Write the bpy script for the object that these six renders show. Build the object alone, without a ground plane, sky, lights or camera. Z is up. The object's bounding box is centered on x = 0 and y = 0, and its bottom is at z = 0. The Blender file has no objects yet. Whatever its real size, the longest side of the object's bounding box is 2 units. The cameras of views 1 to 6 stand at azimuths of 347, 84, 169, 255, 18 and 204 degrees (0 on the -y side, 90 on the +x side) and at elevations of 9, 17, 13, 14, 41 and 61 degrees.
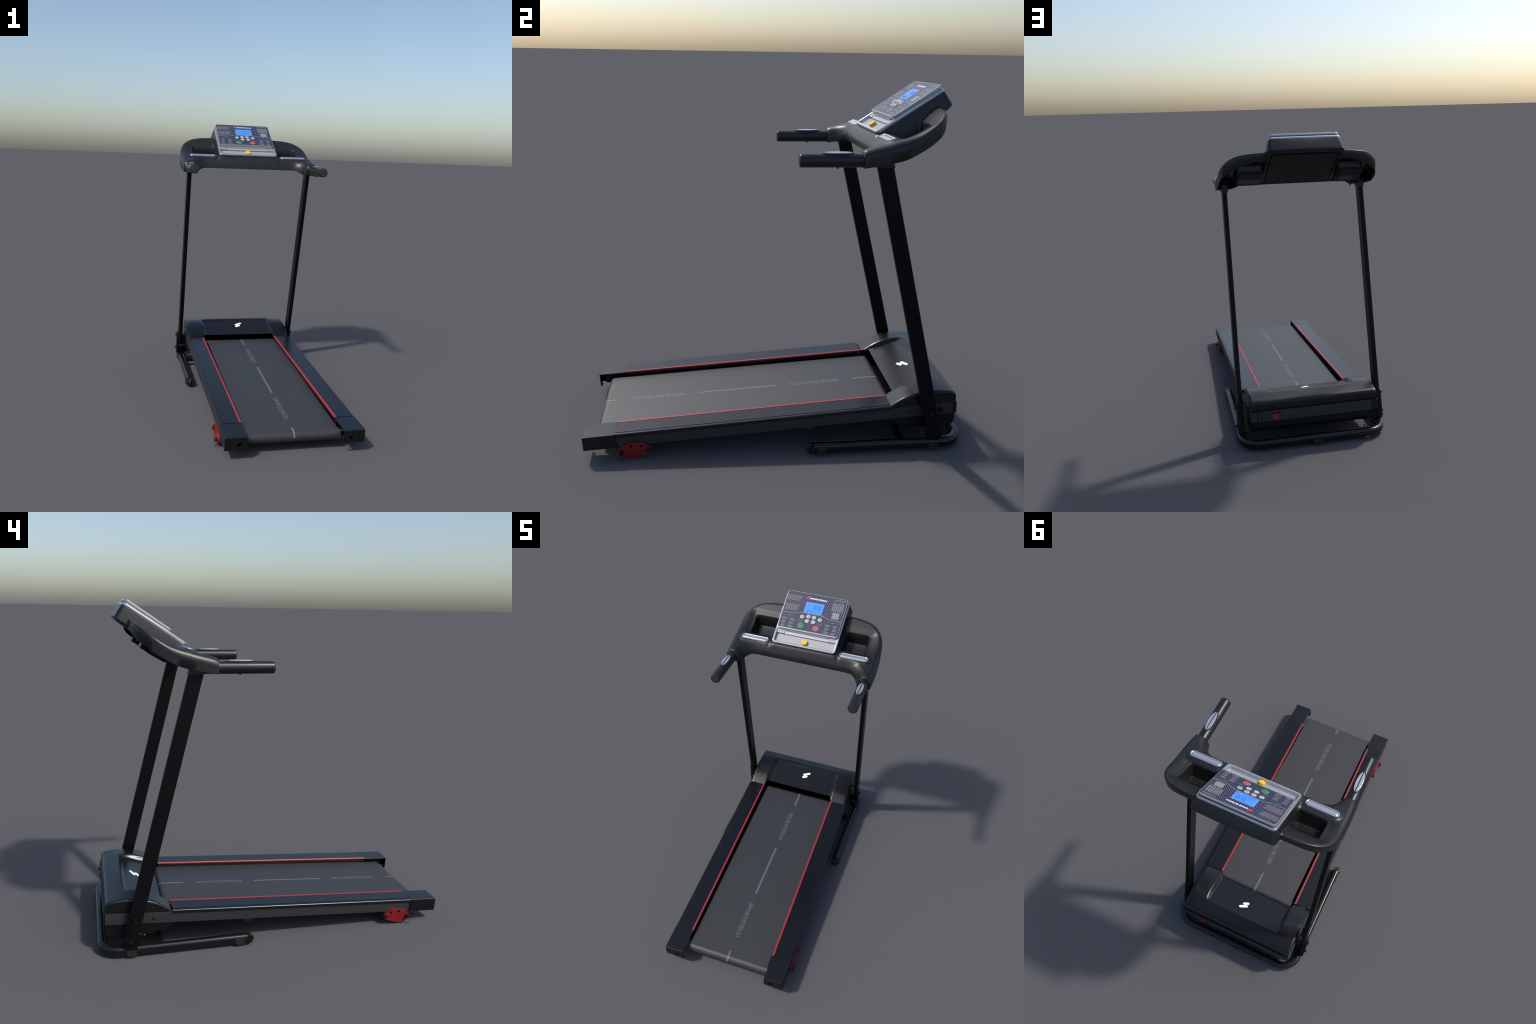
import bpy, bmesh, math, random
import numpy as np
from mathutils import Matrix, Vector

random.seed(7)
rng = np.random.default_rng(7)

# ------------------------------------------------------------------ materials
def material(name, base, rough=0.4, metal=0.0, var=0.12, nscale=60.0, bump=0.0, bscale=400.0,
             stretch=(1, 1, 1), spec=0.5, coat=0.0, rvar=0.06):
    """Principled surface whose colour and gloss wander a little with object-space noise."""
    m = bpy.data.materials.new(name)
    m.use_nodes = True
    nt = m.node_tree
    b = nt.nodes["Principled BSDF"]
    b.inputs["Metallic"].default_value = metal
    b.inputs["Specular IOR Level"].default_value = spec
    b.inputs["Coat Weight"].default_value = coat
    tc = nt.nodes.new("ShaderNodeTexCoord")
    mp = nt.nodes.new("ShaderNodeMapping")
    mp.inputs["Scale"].default_value = stretch
    nt.links.new(tc.outputs["Object"], mp.inputs["Vector"])
    n = nt.nodes.new("ShaderNodeTexNoise")
    n.inputs["Scale"].default_value = nscale
    n.inputs["Detail"].default_value = 4
    nt.links.new(mp.outputs["Vector"], n.inputs["Vector"])
    cr = nt.nodes.new("ShaderNodeValToRGB")
    lo = [max(0, c * (1 - var)) for c in base]
    hi = [min(1, c * (1 + var)) for c in base]
    cr.color_ramp.elements[0].position = 0.3
    cr.color_ramp.elements[1].position = 0.7
    cr.color_ramp.elements[0].color = (*lo, 1)
    cr.color_ramp.elements[1].color = (*hi, 1)
    nt.links.new(n.outputs["Fac"], cr.inputs["Fac"])
    nt.links.new(cr.outputs["Color"], b.inputs["Base Color"])
    mr = nt.nodes.new("ShaderNodeMapRange")
    mr.inputs["To Min"].default_value = max(0.02, rough - rvar)
    mr.inputs["To Max"].default_value = min(1, rough + rvar)
    nt.links.new(n.outputs["Fac"], mr.inputs["Value"])
    nt.links.new(mr.outputs["Result"], b.inputs["Roughness"])
    if bump > 0:
        n2 = nt.nodes.new("ShaderNodeTexNoise")
        n2.inputs["Scale"].default_value = bscale
        n2.inputs["Detail"].default_value = 3
        nt.links.new(mp.outputs["Vector"], n2.inputs["Vector"])
        bp = nt.nodes.new("ShaderNodeBump")
        bp.inputs["Strength"].default_value = bump
        bp.inputs["Distance"].default_value = 0.001
        nt.links.new(n2.outputs["Fac"], bp.inputs["Height"])
        nt.links.new(bp.outputs["Normal"], b.inputs["Normal"])
    return m

M = {}
M["belt"] = material("belt_rubber", (0.0295, 0.0295, 0.0310), 0.50, var=0.16, nscale=900, bump=0.2, bscale=900, spec=0.66)
M["belt_print"] = material("belt_print_grey", (0.125, 0.125, 0.13), 0.5, var=0.08, nscale=700, spec=0.66)
M["text_grey"] = material("belt_text_grey", (0.10, 0.10, 0.104), 0.5, var=0.08, nscale=700, spec=0.66)
M["plastic"] = material("black_plastic", (0.0032, 0.0034, 0.0040), 0.33, var=0.15, nscale=300)
M["tread"] = material("ribbed_black_plastic", (0.0032, 0.0034, 0.0042), 0.28, var=0.2, nscale=20, bump=0.012, bscale=16,
                      stretch=(14, 0.6, 1), rvar=0.03)
M["hood"] = material("glossy_black_hood", (0.0042, 0.0044, 0.0050), 0.29, var=0.1, nscale=60, rvar=0.02)
M["tray"] = material("matte_black_tray", (0.0034, 0.0034, 0.0038), 0.45, var=0.15, nscale=200, spec=0.3)
M["frame"] = material("dark_grey_steel", (0.025, 0.0256, 0.0272), 0.5, var=0.08, nscale=120, bump=0.03, bscale=900)
M["post"] = material("black_steel_post", (0.0042, 0.0042, 0.0046), 0.36, var=0.12, nscale=150, spec=0.16)
M["tube"] = material("black_gloss_tube", (0.0055, 0.0058, 0.0062), 0.26, var=0.12, nscale=60, rvar=0.02)
M["foot"] = material("rubber_foot", (0.012, 0.0125, 0.0125), 0.6, var=0.15, nscale=300)
M["bolt"] = material("dark_bolt", (0.010, 0.011, 0.013), 0.35, metal=0.4, var=0.2, nscale=300)
M["zinc"] = material("zinc_bolt", (0.35, 0.35, 0.36), 0.3, metal=0.9, var=0.1, nscale=300)
M["hole"] = material("dark_hole", (0.001, 0.001, 0.001), 0.8, var=0.1, spec=0.05)
M["stripe"] = material("red_stripe", (0.34, 0.024, 0.030), 0.42, var=0.06, nscale=200)
M["red"] = material("red_plastic", (0.20, 0.009, 0.010), 0.35, var=0.08, nscale=200)
M["switch"] = material("switch_red", (0.30, 0.014, 0.016), 0.35, var=0.05, nscale=200)
M["white"] = material("white_print", (0.95, 0.95, 0.95), 0.5, var=0.01)
M["housing"] = material("satin_black_housing", (0.0105, 0.0105, 0.0110), 0.38, var=0.1, nscale=60, rvar=0.02)
M["grip"] = material("handlebar_black", (0.0095, 0.0098, 0.0105), 0.34, var=0.12, nscale=250)
M["grip_end"] = material("handlebar_cap", (0.022, 0.0235, 0.024), 0.6, var=0.1, nscale=250)
M["silver"] = material("satin_silver", (0.52, 0.53, 0.56), 0.32, metal=0.75, var=0.05, nscale=250)
M["silver_flat"] = material("painted_silver", (0.36, 0.365, 0.385), 0.45, metal=0.25, var=0.05, nscale=250)
M["chrome"] = material("brushed_chrome", (0.54, 0.55, 0.58), 0.25, metal=0.8, var=0.05, nscale=300)
M["sensor"] = material("steel_sensor", (0.66, 0.67, 0.70), 0.25, metal=0.75, var=0.04, nscale=300)
M["yellow"] = material("yellow_key", (0.78, 0.52, 0.02), 0.45, var=0.04)
M["lower_print"] = material("charcoal_print", (0.033, 0.042, 0.072), 0.42, var=0.06, nscale=80)
M["print_line"] = material("pale_line", (0.42, 0.43, 0.46), 0.4, var=0.04)
M["micro"] = material("small_print", (0.24, 0.245, 0.27), 0.45, var=0.25, nscale=900)
M["micro_red"] = material("small_print_red", (0.32, 0.02, 0.045), 0.45, var=0.2, nscale=900)
M["button"] = material("button_grey", (0.44, 0.45, 0.49), 0.45, var=0.06, nscale=300)
M["button_ink"] = material("button_ink", (0.16, 0.165, 0.19), 0.45, var=0.06)
M["green"] = material("button_green", (0.025, 0.22, 0.08), 0.4, var=0.06)
M["stop"] = material("button_red", (0.52, 0.06, 0.07), 0.4, var=0.06)
M["stop_ink"] = material("button_stop_ink", (0.62, 0.2, 0.2), 0.4, var=0.06)
M["green_ink"] = material("button_start_ink", (0.08, 0.3, 0.15), 0.4, var=0.06)
M["logo_red"] = material("logo_red", (0.80, 0.03, 0.045), 0.4, var=0.03)
M["lcd_ink"] = material("screen_digit_blue", (0.012, 0.06, 0.62), 0.35, var=0.03)
M["lcd_faint"] = material("screen_faint_blue", (0.035, 0.17, 0.72), 0.35, var=0.03)
M["lcd_edge"] = material("screen_edge", (0.30, 0.36, 0.80), 0.35, var=0.03)
M["inlay"] = material("panel_grey", (0.027, 0.0285, 0.031), 0.5, var=0.06, nscale=100)

def screen_material():
    m = material("screen_blue", (0.06, 0.28, 0.95), 0.3, var=0.04, nscale=25)
    b = m.node_tree.nodes["Principled BSDF"]
    b.inputs["Emission Color"].default_value = (0.06, 0.28, 1.0, 1)   # back-lit display
    b.inputs["Emission Strength"].default_value = 0.12
    return m
M["lcd"] = screen_material()

def stripe_material():
    """Diagonal carbon-look stripes of the printed console face, navy around the screen."""
    m = bpy.data.materials.new("diagonal_stripe_print")
    m.use_nodes = True
    nt = m.node_tree
    b = nt.nodes["Principled BSDF"]
    b.inputs["Roughness"].default_value = 0.44
    tc = nt.nodes.new("ShaderNodeTexCoord")
    mp = nt.nodes.new("ShaderNodeMapping")
    mp.inputs["Rotation"].default_value = (0, 0, math.radians(-45))
    nt.links.new(tc.outputs["Object"], mp.inputs["Vector"])
    w = nt.nodes.new("ShaderNodeTexWave")
    w.wave_type = 'BANDS'
    w.bands_direction = 'X'
    w.inputs["Scale"].default_value = 25.5
    w.inputs["Distortion"].default_value = 0.0
    nt.links.new(mp.outputs["Vector"], w.inputs["Vector"])
    cr = nt.nodes.new("ShaderNodeValToRGB")
    cr.color_ramp.elements[0].position = 0.25
    cr.color_ramp.elements[1].position = 0.75
    cr.color_ramp.elements[0].color = (0.013, 0.013, 0.017, 1)
    cr.color_ramp.elements[1].color = (0.085, 0.092, 0.150, 1)
    nt.links.new(w.outputs["Fac"], cr.inputs["Fac"])
    # glow of the display painted into the stripe colours as a blue tint
    vm = nt.nodes.new("ShaderNodeVectorMath")
    vm.operation = 'DISTANCE'
    vm.inputs[1].default_value = (0, 0.268, 0.0237)
    nt.links.new(tc.outputs["Object"], vm.inputs[0])
    mr = nt.nodes.new("ShaderNodeMapRange")
    mr.inputs["From Min"].default_value = 0.05
    mr.inputs["From Max"].default_value = 0.13
    mr.inputs["To Min"].default_value = 0.55
    mr.inputs["To Max"].default_value = 0.0
    nt.links.new(vm.outputs["Value"], mr.inputs["Value"])
    mx = nt.nodes.new("ShaderNodeMix")
    mx.data_type = 'RGBA'
    mx.blend_type = 'MULTIPLY'
    nt.links.new(mr.outputs["Result"], mx.inputs["Factor"])
    nt.links.new(cr.outputs["Color"], mx.inputs["A"])
    mx.inputs["B"].default_value = (0.75, 0.75, 1.7, 1)
    nt.links.new(mx.outputs["Result"], b.inputs["Base Color"])
    return m
M["stripes"] = stripe_material()

# ------------------------------------------------------------------ scene graph
I4 = Matrix.Identity(4)
root = bpy.data.objects.new("treadmill", None)
root["label"] = "black folding home treadmill with red stripes and console"
root["category"] = "treadmill"
bpy.context.scene.collection.objects.link(root)
MAT = {root.name: I4}

def weighted(me):
    """Face-weighted vertex normals, so that bevels stay crisp beside flat faces."""
    o = bpy.data.objects.new("tmp", me)
    bpy.context.scene.collection.objects.link(o)
    md = o.modifiers.new("wn", 'WEIGHTED_NORMAL')
    md.keep_sharp = True
    md.weight = 100
    dg = bpy.context.evaluated_depsgraph_get()
    res = bpy.data.meshes.new_from_object(o.evaluated_get(dg))
    bpy.data.objects.remove(o)
    bpy.data.meshes.remove(me)
    return res

def add(name, me, mat, M4=I4, parent=None, smooth=35, kind=None):
    parent = parent or root
    if isinstance(me, bmesh.types.BMesh):
        bm = me
        bmesh.ops.recalc_face_normals(bm, faces=bm.faces)
        me = bpy.data.meshes.new(name)
        bm.to_mesh(me)
        bm.free()
    if mat is not None:
        me.materials.clear()
        me.materials.append(mat)
    if smooth:
        me.shade_smooth()
        me.set_sharp_from_angle(angle=math.radians(smooth))
        if len(me.vertices) < 6000:
            me = weighted(me)
            me.name = name
    ob = bpy.data.objects.new(name, me)
    bpy.context.scene.collection.objects.link(ob)
    ob.parent = parent
    ob.matrix_parent_inverse = MAT[parent.name].inverted()
    ob.matrix_basis = M4
    MAT[ob.name] = M4.copy()
    if kind:
        ob["kind"] = kind
    return ob

def again(src, M4, parent=None):
    """A repeat that shares its mesh."""
    ob = src.copy()
    bpy.context.scene.collection.objects.link(ob)
    ob.parent = parent or root
    ob.matrix_parent_inverse = MAT[ob.parent.name].inverted()
    ob.matrix_basis = M4
    MAT[ob.name] = M4.copy()
    return ob

# ------------------------------------------------------------------ shape helpers
def box(x0, x1, y0, y1, z0, z1, bevel=0.0, seg=2):
    bm = bmesh.new()
    bmesh.ops.create_cube(bm, size=1)
    for v in bm.verts:
        v.co = Vector((x0 + (v.co.x + .5) * (x1 - x0), y0 + (v.co.y + .5) * (y1 - y0), z0 + (v.co.z + .5) * (z1 - z0)))
    if bevel:
        bmesh.ops.bevel(bm, geom=bm.edges[:], offset=bevel, segments=seg, affect='EDGES', profile=0.5)
    return bm

def prism(pts, axis, a0, a1, bevel=0.0, seg=2):
    """Closed 2D outline pushed from a0 to a1 along axis. 'x': pts are (y,z); 'y': (x,z); 'z': (x,y)."""
    f = {'x': lambda p, a: (a, p[0], p[1]), 'y': lambda p, a: (p[0], a, p[1]), 'z': lambda p, a: (p[0], p[1], a)}[axis]
    bm = bmesh.new()
    A = [bm.verts.new(f(p, a0)) for p in pts]
    B = [bm.verts.new(f(p, a1)) for p in pts]
    fa = bm.faces.new(A)
    fb = bm.faces.new(B[::-1])
    n = len(pts)
    for i in range(n):
        bm.faces.new((A[i], B[i], B[(i + 1) % n], A[(i + 1) % n]))
    bmesh.ops.recalc_face_normals(bm, faces=bm.faces)
    if bevel:
        ed = list(set(fa.edges[:] + fb.edges[:]))
        bmesh.ops.bevel(bm, geom=ed, offset=bevel, segments=seg, affect='EDGES', profile=0.5)
    return bm

def loft(rings, cap=True, closed=True):
    bm = bmesh.new()
    R = [[bm.verts.new(p) for p in r] for r in rings]
    n = len(R[0])
    for a, b in zip(R[:-1], R[1:]):
        for i in range(n if closed else n - 1):
            j = (i + 1) % n
            bm.faces.new((a[i], a[j], b[j], b[i]))
    if cap:
        bm.faces.new(R[0][::-1])
        bm.faces.new(R[-1])
    return bm

def rrect(cx, cy, hx, hy, r, n=6):
    out = []
    for qx, qy, a0 in ((1, 1, 0), (-1, 1, 90), (-1, -1, 180), (1, -1, 270)):
        for k in range(n + 1):
            a = math.radians(a0 + 90 * k / n)
            out.append((cx + qx * (hx - r) + r * math.cos(a), cy + qy * (hy - r) + r * math.sin(a)))
    return out

def smooth_path(pts, n=12, closed=False):
    """Catmull-Rom through control points."""
    P = [np.array(p, float) for p in pts]
    out = []
    N = len(P)
    rng_i = range(N) if closed else range(N - 1)
    for i in rng_i:
        p1, p2 = P[i], P[(i + 1) % N]
        p0 = P[i - 1] if (closed or i > 0) else 2 * p1 - p2
        p3 = P[(i + 2) % N] if (closed or i + 2 < N) else 2 * p2 - p1
        for k in range(n):
            t = k / n
            out.append(0.5 * ((2 * p1) + (-p0 + p2) * t + (2 * p0 - 5 * p1 + 4 * p2 - p3) * t * t + (-p0 + 3 * p1 - 3 * p2 + p3) * t ** 3))
    if not closed:
        out.append(P[-1])
    return [tuple(float(c) for c in p) for p in out]

def cyl(r, h0, h1, axis='z', seg=32, bevel=0.0, center=(0, 0, 0)):
    bm = bmesh.new()
    prof = [(r - bevel, h0), (r, h0 + bevel), (r, h1 - bevel), (r - bevel, h1)] if bevel else [(r, h0), (r, h1)]
    rings = []
    for rr, h in prof:
        ring = []
        for k in range(seg):
            a = 2 * math.pi * k / seg
            c, s = rr * math.cos(a), rr * math.sin(a)
            p = {'z': (c, s, h), 'x': (h, c, s), 'y': (c, h, s)}[axis]
            ring.append((p[0] + center[0], p[1] + center[1], p[2] + center[2]))
        rings.append(ring)
    bm.free()
    return loft(rings)

def lathe(prof, axis='x', seg=24, center=(0, 0, 0)):
    rings = []
    for rr, h in prof:
        ring = []
        for k in range(seg):
            a = 2 * math.pi * k / seg
            c, s = max(rr, 1e-5) * math.cos(a), max(rr, 1e-5) * math.sin(a)
            p = {'z': (c, s, h), 'x': (h, c, s), 'y': (c, h, s)}[axis]
            ring.append((p[0] + center[0], p[1] + center[1], p[2] + center[2]))
        rings.append(ring)
    return loft(rings)

def sweep(path, section, up=(0, 0, 1)):
    """Section (a,b) swept along path: a sideways, b up."""
    P = [Vector(p) for p in path]
    up = Vector(up)
    rings = []
    for i, p in enumerate(P):
        t = (P[min(i + 1, len(P) - 1)] - P[max(i - 1, 0)]).normalized()
        side = t.cross(up).normalized()
        u = side.cross(t).normalized()
        rings.append([tuple(p + side * a + u * b) for a, b in section])
    return loft(rings)

def torus(R, r, M4=I4, n=40, m=10):
    bm = bmesh.new()
    rings = []
    for i in range(n):
        a = 2 * math.pi * i / n
        rings.append([tuple(M4 @ Vector(((R + r * math.cos(2 * math.pi * j / m)) * math.cos(a), (R + r * math.cos(2 * math.pi * j / m)) * math.sin(a), r * math.sin(2 * math.pi * j / m)))) for j in range(m)])
    V = [[bm.verts.new(p) for p in r_] for r_ in rings]
    for i in range(n):
        for j in range(m):
            bm.faces.new((V[i][j], V[(i + 1) % n][j], V[(i + 1) % n][(j + 1) % m], V[i][(j + 1) % m]))
    return bm

def merge(*bms):
    out = bmesh.new()
    for b in bms:
        me = bpy.data.meshes.new("tmp")
        bmesh.ops.recalc_face_normals(b, faces=b.faces)
        b.to_mesh(me)
        b.free()
        out.from_mesh(me)
        bpy.data.meshes.remove(me)
    return out

def carve(bm, cutter):
    """Boolean difference of two bmeshes, returned as a mesh."""
    obs = []
    for b in (bm, cutter):
        bmesh.ops.recalc_face_normals(b, faces=b.faces)
        me = bpy.data.meshes.new("tmp")
        b.to_mesh(me)
        b.free()
        o = bpy.data.objects.new("tmp", me)
        bpy.context.scene.collection.objects.link(o)
        obs.append(o)
    md = obs[0].modifiers.new("cut", 'BOOLEAN')
    md.operation = 'DIFFERENCE'
    md.solver = 'EXACT'
    md.object = obs[1]
    dg = bpy.context.evaluated_depsgraph_get()
    res = bpy.data.meshes.new_from_object(obs[0].evaluated_get(dg))
    for o in obs:
        me = o.data
        bpy.data.objects.remove(o)
        bpy.data.meshes.remove(me)
    return res

def text_mesh(body, width=None, height=None, bold=0.0, shear=0.0, thick=0.0003, center=(0, 0), spacing=1.0):
    cu = bpy.data.curves.new("tmp_text", 'FONT')
    cu.body = body
    cu.size = 1
    cu.offset = bold
    cu.shear = shear
    cu.space_character = spacing
    cu.resolution_u = 3
    o = bpy.data.objects.new("tmp_text", cu)
    bpy.context.scene.collection.objects.link(o)
    dg = bpy.context.evaluated_depsgraph_get()
    me = bpy.data.meshes.new_from_object(o.evaluated_get(dg))
    bpy.data.objects.remove(o)
    bpy.data.curves.remove(cu)
    co = np.array([v.co[:] for v in me.vertices])
    lo, hi = co.min(0), co.max(0)
    sx = width / (hi[0] - lo[0]) if width else None
    sy = height / (hi[1] - lo[1]) if height else sx
    sx = sx or sy
    bm = bmesh.new()
    bm.from_mesh(me)
    bpy.data.meshes.remove(me)
    for v in bm.verts:
        v.co = Vector(((v.co.x - (lo[0] + hi[0]) / 2) * sx + center[0], (v.co.y - (lo[1] + hi[1]) / 2) * sy + center[1], 0))
    for f in bm.faces:
        f.smooth = False
    g = bmesh.ops.extrude_face_region(bm, geom=bm.faces[:])
    for e in g["geom"]:
        if isinstance(e, bmesh.types.BMVert):
            e.co.z += thick
    return bm

def interp(v, table):
    xs, ys = zip(*table)
    return float(np.interp(v, xs, ys))

def sstep(a, b, v):
    t = np.clip((v - a) / (b - a), 0, 1)
    return t * t * (3 - 2 * t)

def bolt_mesh(r=0.008, h=0.008):
    """Rounded hex-socket head pointing along +x from x=0, on a thin washer."""
    b = lathe([(r * 1.25, 0), (r * 1.25, h * .2), (r, h * .22), (r, h * .7), (r * .75, h), (r * .42, h), (r * .40, h * .6), (0, h * .6)], 'x', 20)
    return b

# ------------------------------------------------------------------ DECK
PITCH = math.atan(0.0617)
YAW = 0.0097
ORG = Vector((0.0116, -0.9905, 0.0568))
DECK = Matrix.Translation(ORG) @ Matrix.Rotation(YAW, 4, 'Z') @ Matrix.Rotation(PITCH, 4, 'X')
BELT = Matrix.Translation(Vector((0.0155, -0.9905, 0.0568))) @ Matrix.Rotation(PITCH, 4, 'X')
TOP = 0.0765          # rail top above frame underside
U_CAP, U_RAIL, U_END = 0.168, 1.594, 1.951

# running belt: a loop over two rollers
BT, BR = 0.0515, 0.0330      # belt top, roller radius
u0, u1 = 0.0920, 1.600        # roller axes
hc = BT - BR
def belt_loop(off=0.0):
    pts = []
    for k in range(21):
        a = math.radians(90 + 180 * k / 20)
        pts.append((u0 + (BR + off) * math.cos(a), hc + (BR + off) * math.sin(a)))
    for k in range(21):
        a = math.radians(-90 + 180 * k / 20)
        pts.append((u1 + (BR + off) * math.cos(a), hc + (BR + off) * math.sin(a)))
    return pts
def ring_band(outer, inner, x0, x1):
    bm = bmesh.new()
    vs = [[bm.verts.new((x, p[0], p[1])) for p in loop] for x in (x0, x1) for loop in (outer, inner)]
    n = len(outer)
    for i in range(n):
        j = (i + 1) % n
        bm.faces.new((vs[0][i], vs[0][j], vs[2][j], vs[2][i]))
        bm.faces.new((vs[1][i], vs[1][j], vs[3][j], vs[3][i]))
        bm.faces.new((vs[0][i], vs[0][j], vs[1][j], vs[1][i]))
        bm.faces.new((vs[2][i], vs[2][j], vs[3][j], vs[3][i]))
    return bm
belt = add("running_belt", ring_band(belt_loop(0), belt_loop(-0.002), -0.2715, 0.2640), M["belt"], BELT)
# printed centre line (three dashes) and the two words
def u_of(y):
    return (y + 0.9905) / math.cos(PITCH) + BT * math.tan(PITCH)
first = box(-0.006, 0.006, u_of(-0.399), u_of(0.035), BT - .0005, BT + .0006)
add("belt_dash", first, M["belt_print"], BELT, belt, smooth=0)
# dashes that wrap round the rear and the front roller
def wrap_dash(y_start, ua, angles):
    arc = [(u_of(y_start), BT)] + [(ua + BR * math.cos(math.radians(a)), hc + BR * math.sin(math.radians(a))) for a in angles]
    def off_arc(o):
        out = []
        for i, p in enumerate(arc):
            a = math.atan2(p[1] - hc, p[0] - ua) if i else math.pi / 2
            out.append((p[0] + o * math.cos(a), p[1] + o * math.sin(a)))
        return out
    return prism(off_arc(0.0006) + off_arc(-0.0005)[::-1], 'x', -0.006, 0.006)
add("belt_dash", wrap_dash(-0.869, u0, range(90, 186, 8)), M["belt_print"], BELT, belt, smooth=40)
add("belt_dash", wrap_dash(0.478, u1, range(90, 9, -8)), M["belt_print"], BELT, belt, smooth=40)
for y0, y1 in ((0.398, 0.116), (-0.479, -0.762)):
    t = text_mesh("SPORTSTECH", width=abs(y1 - y0), height=0.0295, bold=0.030, thick=0.0008)
    mid = u_of((y0 + y1) / 2)
    add("belt_lettering", t, M["text_grey"],
        BELT @ Matrix.Translation((0, mid, BT - .0005)) @ Matrix.Rotation(math.radians(-90), 4, 'Z'), belt, smooth=0)
add("roller", cyl(BR - .003, -0.275, 0.275, 'x', 28, .002, (0, u0, hc)), M["zinc"], BELT)
add("roller", cyl(BR - .003, -0.275, 0.275, 'x', 28, .002, (0, u1, hc)), M["zinc"], BELT)
add("deck_board", box(-0.297, 0.262, 0.13, 1.56, hc - .002, BT - .0035, .002), M["hole"], BELT)

for sg in (-1, 1):
    def X(a, b):
        return (min(sg * a, sg * b), max(sg * a, sg * b))
    # steel side frame
    x0, x1 = X(0.362, 0.394)
    fr = add("frame_rail", box(x0, x1, 0.05, U_END, 0.0, 0.0615, .0025), M["frame"], DECK)
    # foot rail: an L-section of black plastic resting on the frame
    sec = [(0.2765, 0.020), (0.2765, 0.0735), (0.279, TOP - .0005), (0.393, TOP - .0005), (0.3965, TOP - .002), (0.399, TOP - .0055),
           (0.399, 0.057), (0.3945, 0.057), (0.3945, 0.068), (0.281, 0.068), (0.281, 0.020)]
    rail = add("side_rail", prism([(sg * a, b) for a, b in sec], 'y', U_CAP - .002, U_RAIL), M["plastic"], DECK)
    # ribbed tread insert with shallow grooves
    e = []
    for k in range(49):
        xx = 0.2895 + (0.381 - 0.2895) * k / 48
        g = 0.0
        for c in (0.305, 0.321, 0.337, 0.353, 0.369):
            g += math.exp(-((xx - c) / 0.0016) ** 2)
        e.append((sg * xx, TOP + 0.0012 - 0.00012 * g))
    e = e + [(sg * 0.381, TOP - .001), (sg * 0.2895, TOP - .001)]
    add("tread_strip", prism(e, 'y', U_CAP + .001, U_RAIL - .001), M["tread"], DECK, rail, smooth=20)
    sx = [(0.2762, TOP - .006), (0.2755, TOP + .0008), (0.2775, TOP + .0030), (0.2866, TOP + .0030), (0.2882, TOP + .0020), (0.2882, TOP - .001), (0.279, TOP - .001), (0.279, TOP - .006)]
    add("rail_stripe", prism([(sg * a, b) for a, b in sx], 'y', U_CAP + .001, U_RAIL + .002), M["stripe"], DECK, rail)
    # rear end cap: hollow shell open to the belt, with a screw hole in its end face
    x0, x1 = X(0.2757, 0.401)
    shell = box(x0, x1, 0.0, U_CAP, 0.0, TOP, .004, 3)
    xi0, xi1 = X(0.262, 0.3955)
    cap_me = carve(shell, box(xi0, xi1, 0.006, U_CAP + .02, -0.01, TOP - .006))
    cb = bmesh.new(); cb.from_mesh(cap_me); bpy.data.meshes.remove(cap_me)
    cap_me = carve(cb, cyl(0.0105, -0.02, 0.03, 'y', 28, 0, (sg * 0.319, 0, 0.033)))
    cap = add("end_cap", cap_me, M["plastic"], DECK, smooth=40)
    add("black_hole_plug", box(*X(0.303, 0.335), 0.0065, 0.03, 0.017, 0.049), M["hole"], DECK, cap, smooth=0)  # black block set behind the screw hole
    x0, x1 = X(0.276, 0.3)
    add("cap_lip", box(x0, x1, 0.001, 0.012, 0.001, 0.012, .001), M["plastic"], DECK, cap)
    add("roller_bracket", box(*X(0.30, 0.306), 0.03, 0.15, 0.008, 0.062, .001), M["tray"], DECK, cap)
    add("cap_bolt", cyl(0.006, *X(0.285, 0.31), 'x', 6, .001, (0, 0.088, 0.035)), M["zinc"], DECK, cap)

    # transport wheel with red cover below the rear of the frame
    wx = sg * 0.394
    lens = smooth_path([(0.168, -0.0185), (0.178, 0.000), (0.199, 0.0155), (0.228, 0.0255), (0.258, 0.0285), (0.287, 0.0255), (0.314, 0.0105),
                        (0.3325, -0.011), (0.327, -0.031), (0.305, -0.043), (0.275, -0.051), (0.236, -0.0575), (0.200, -0.054), (0.176, -0.038)], 5, True)
    cover_cx, cover_cy = 0.25, -0.015
    def ringx(scale, xx):
        return [(xx, cover_cx + (p[0] - cover_cx) * scale, cover_cy + (p[1] - cover_cy) * scale) for p in lens]
    lens = [(p[0], p[1] - .005) for p in lens]
    rr = [ringx(1.0, sg * 0.390), ringx(1.0, sg * 0.4045), ringx(.985, sg * 0.407), ringx(.95, sg * 0.4075), ringx(.93, sg * 0.4058), ringx(.6, sg * 0.4062)]
    cov = add("wheel_cover", loft(rr), M["red"], DECK)
    arch = [(0.258 + 0.062 * math.cos(math.radians(a)), -0.052 + 0.040 * math.sin(math.radians(a))) for a in range(10, 171, 10)]
    arch2 = [(0.258 + 0.056 * math.cos(math.radians(a)), -0.052 + 0.036 * math.sin(math.radians(a))) for a in range(170, 9, -10)]
    add("cover_rib", prism(arch + arch2, 'x', *X(0.4050, 0.4072)), M["red"], DECK, cov)
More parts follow.
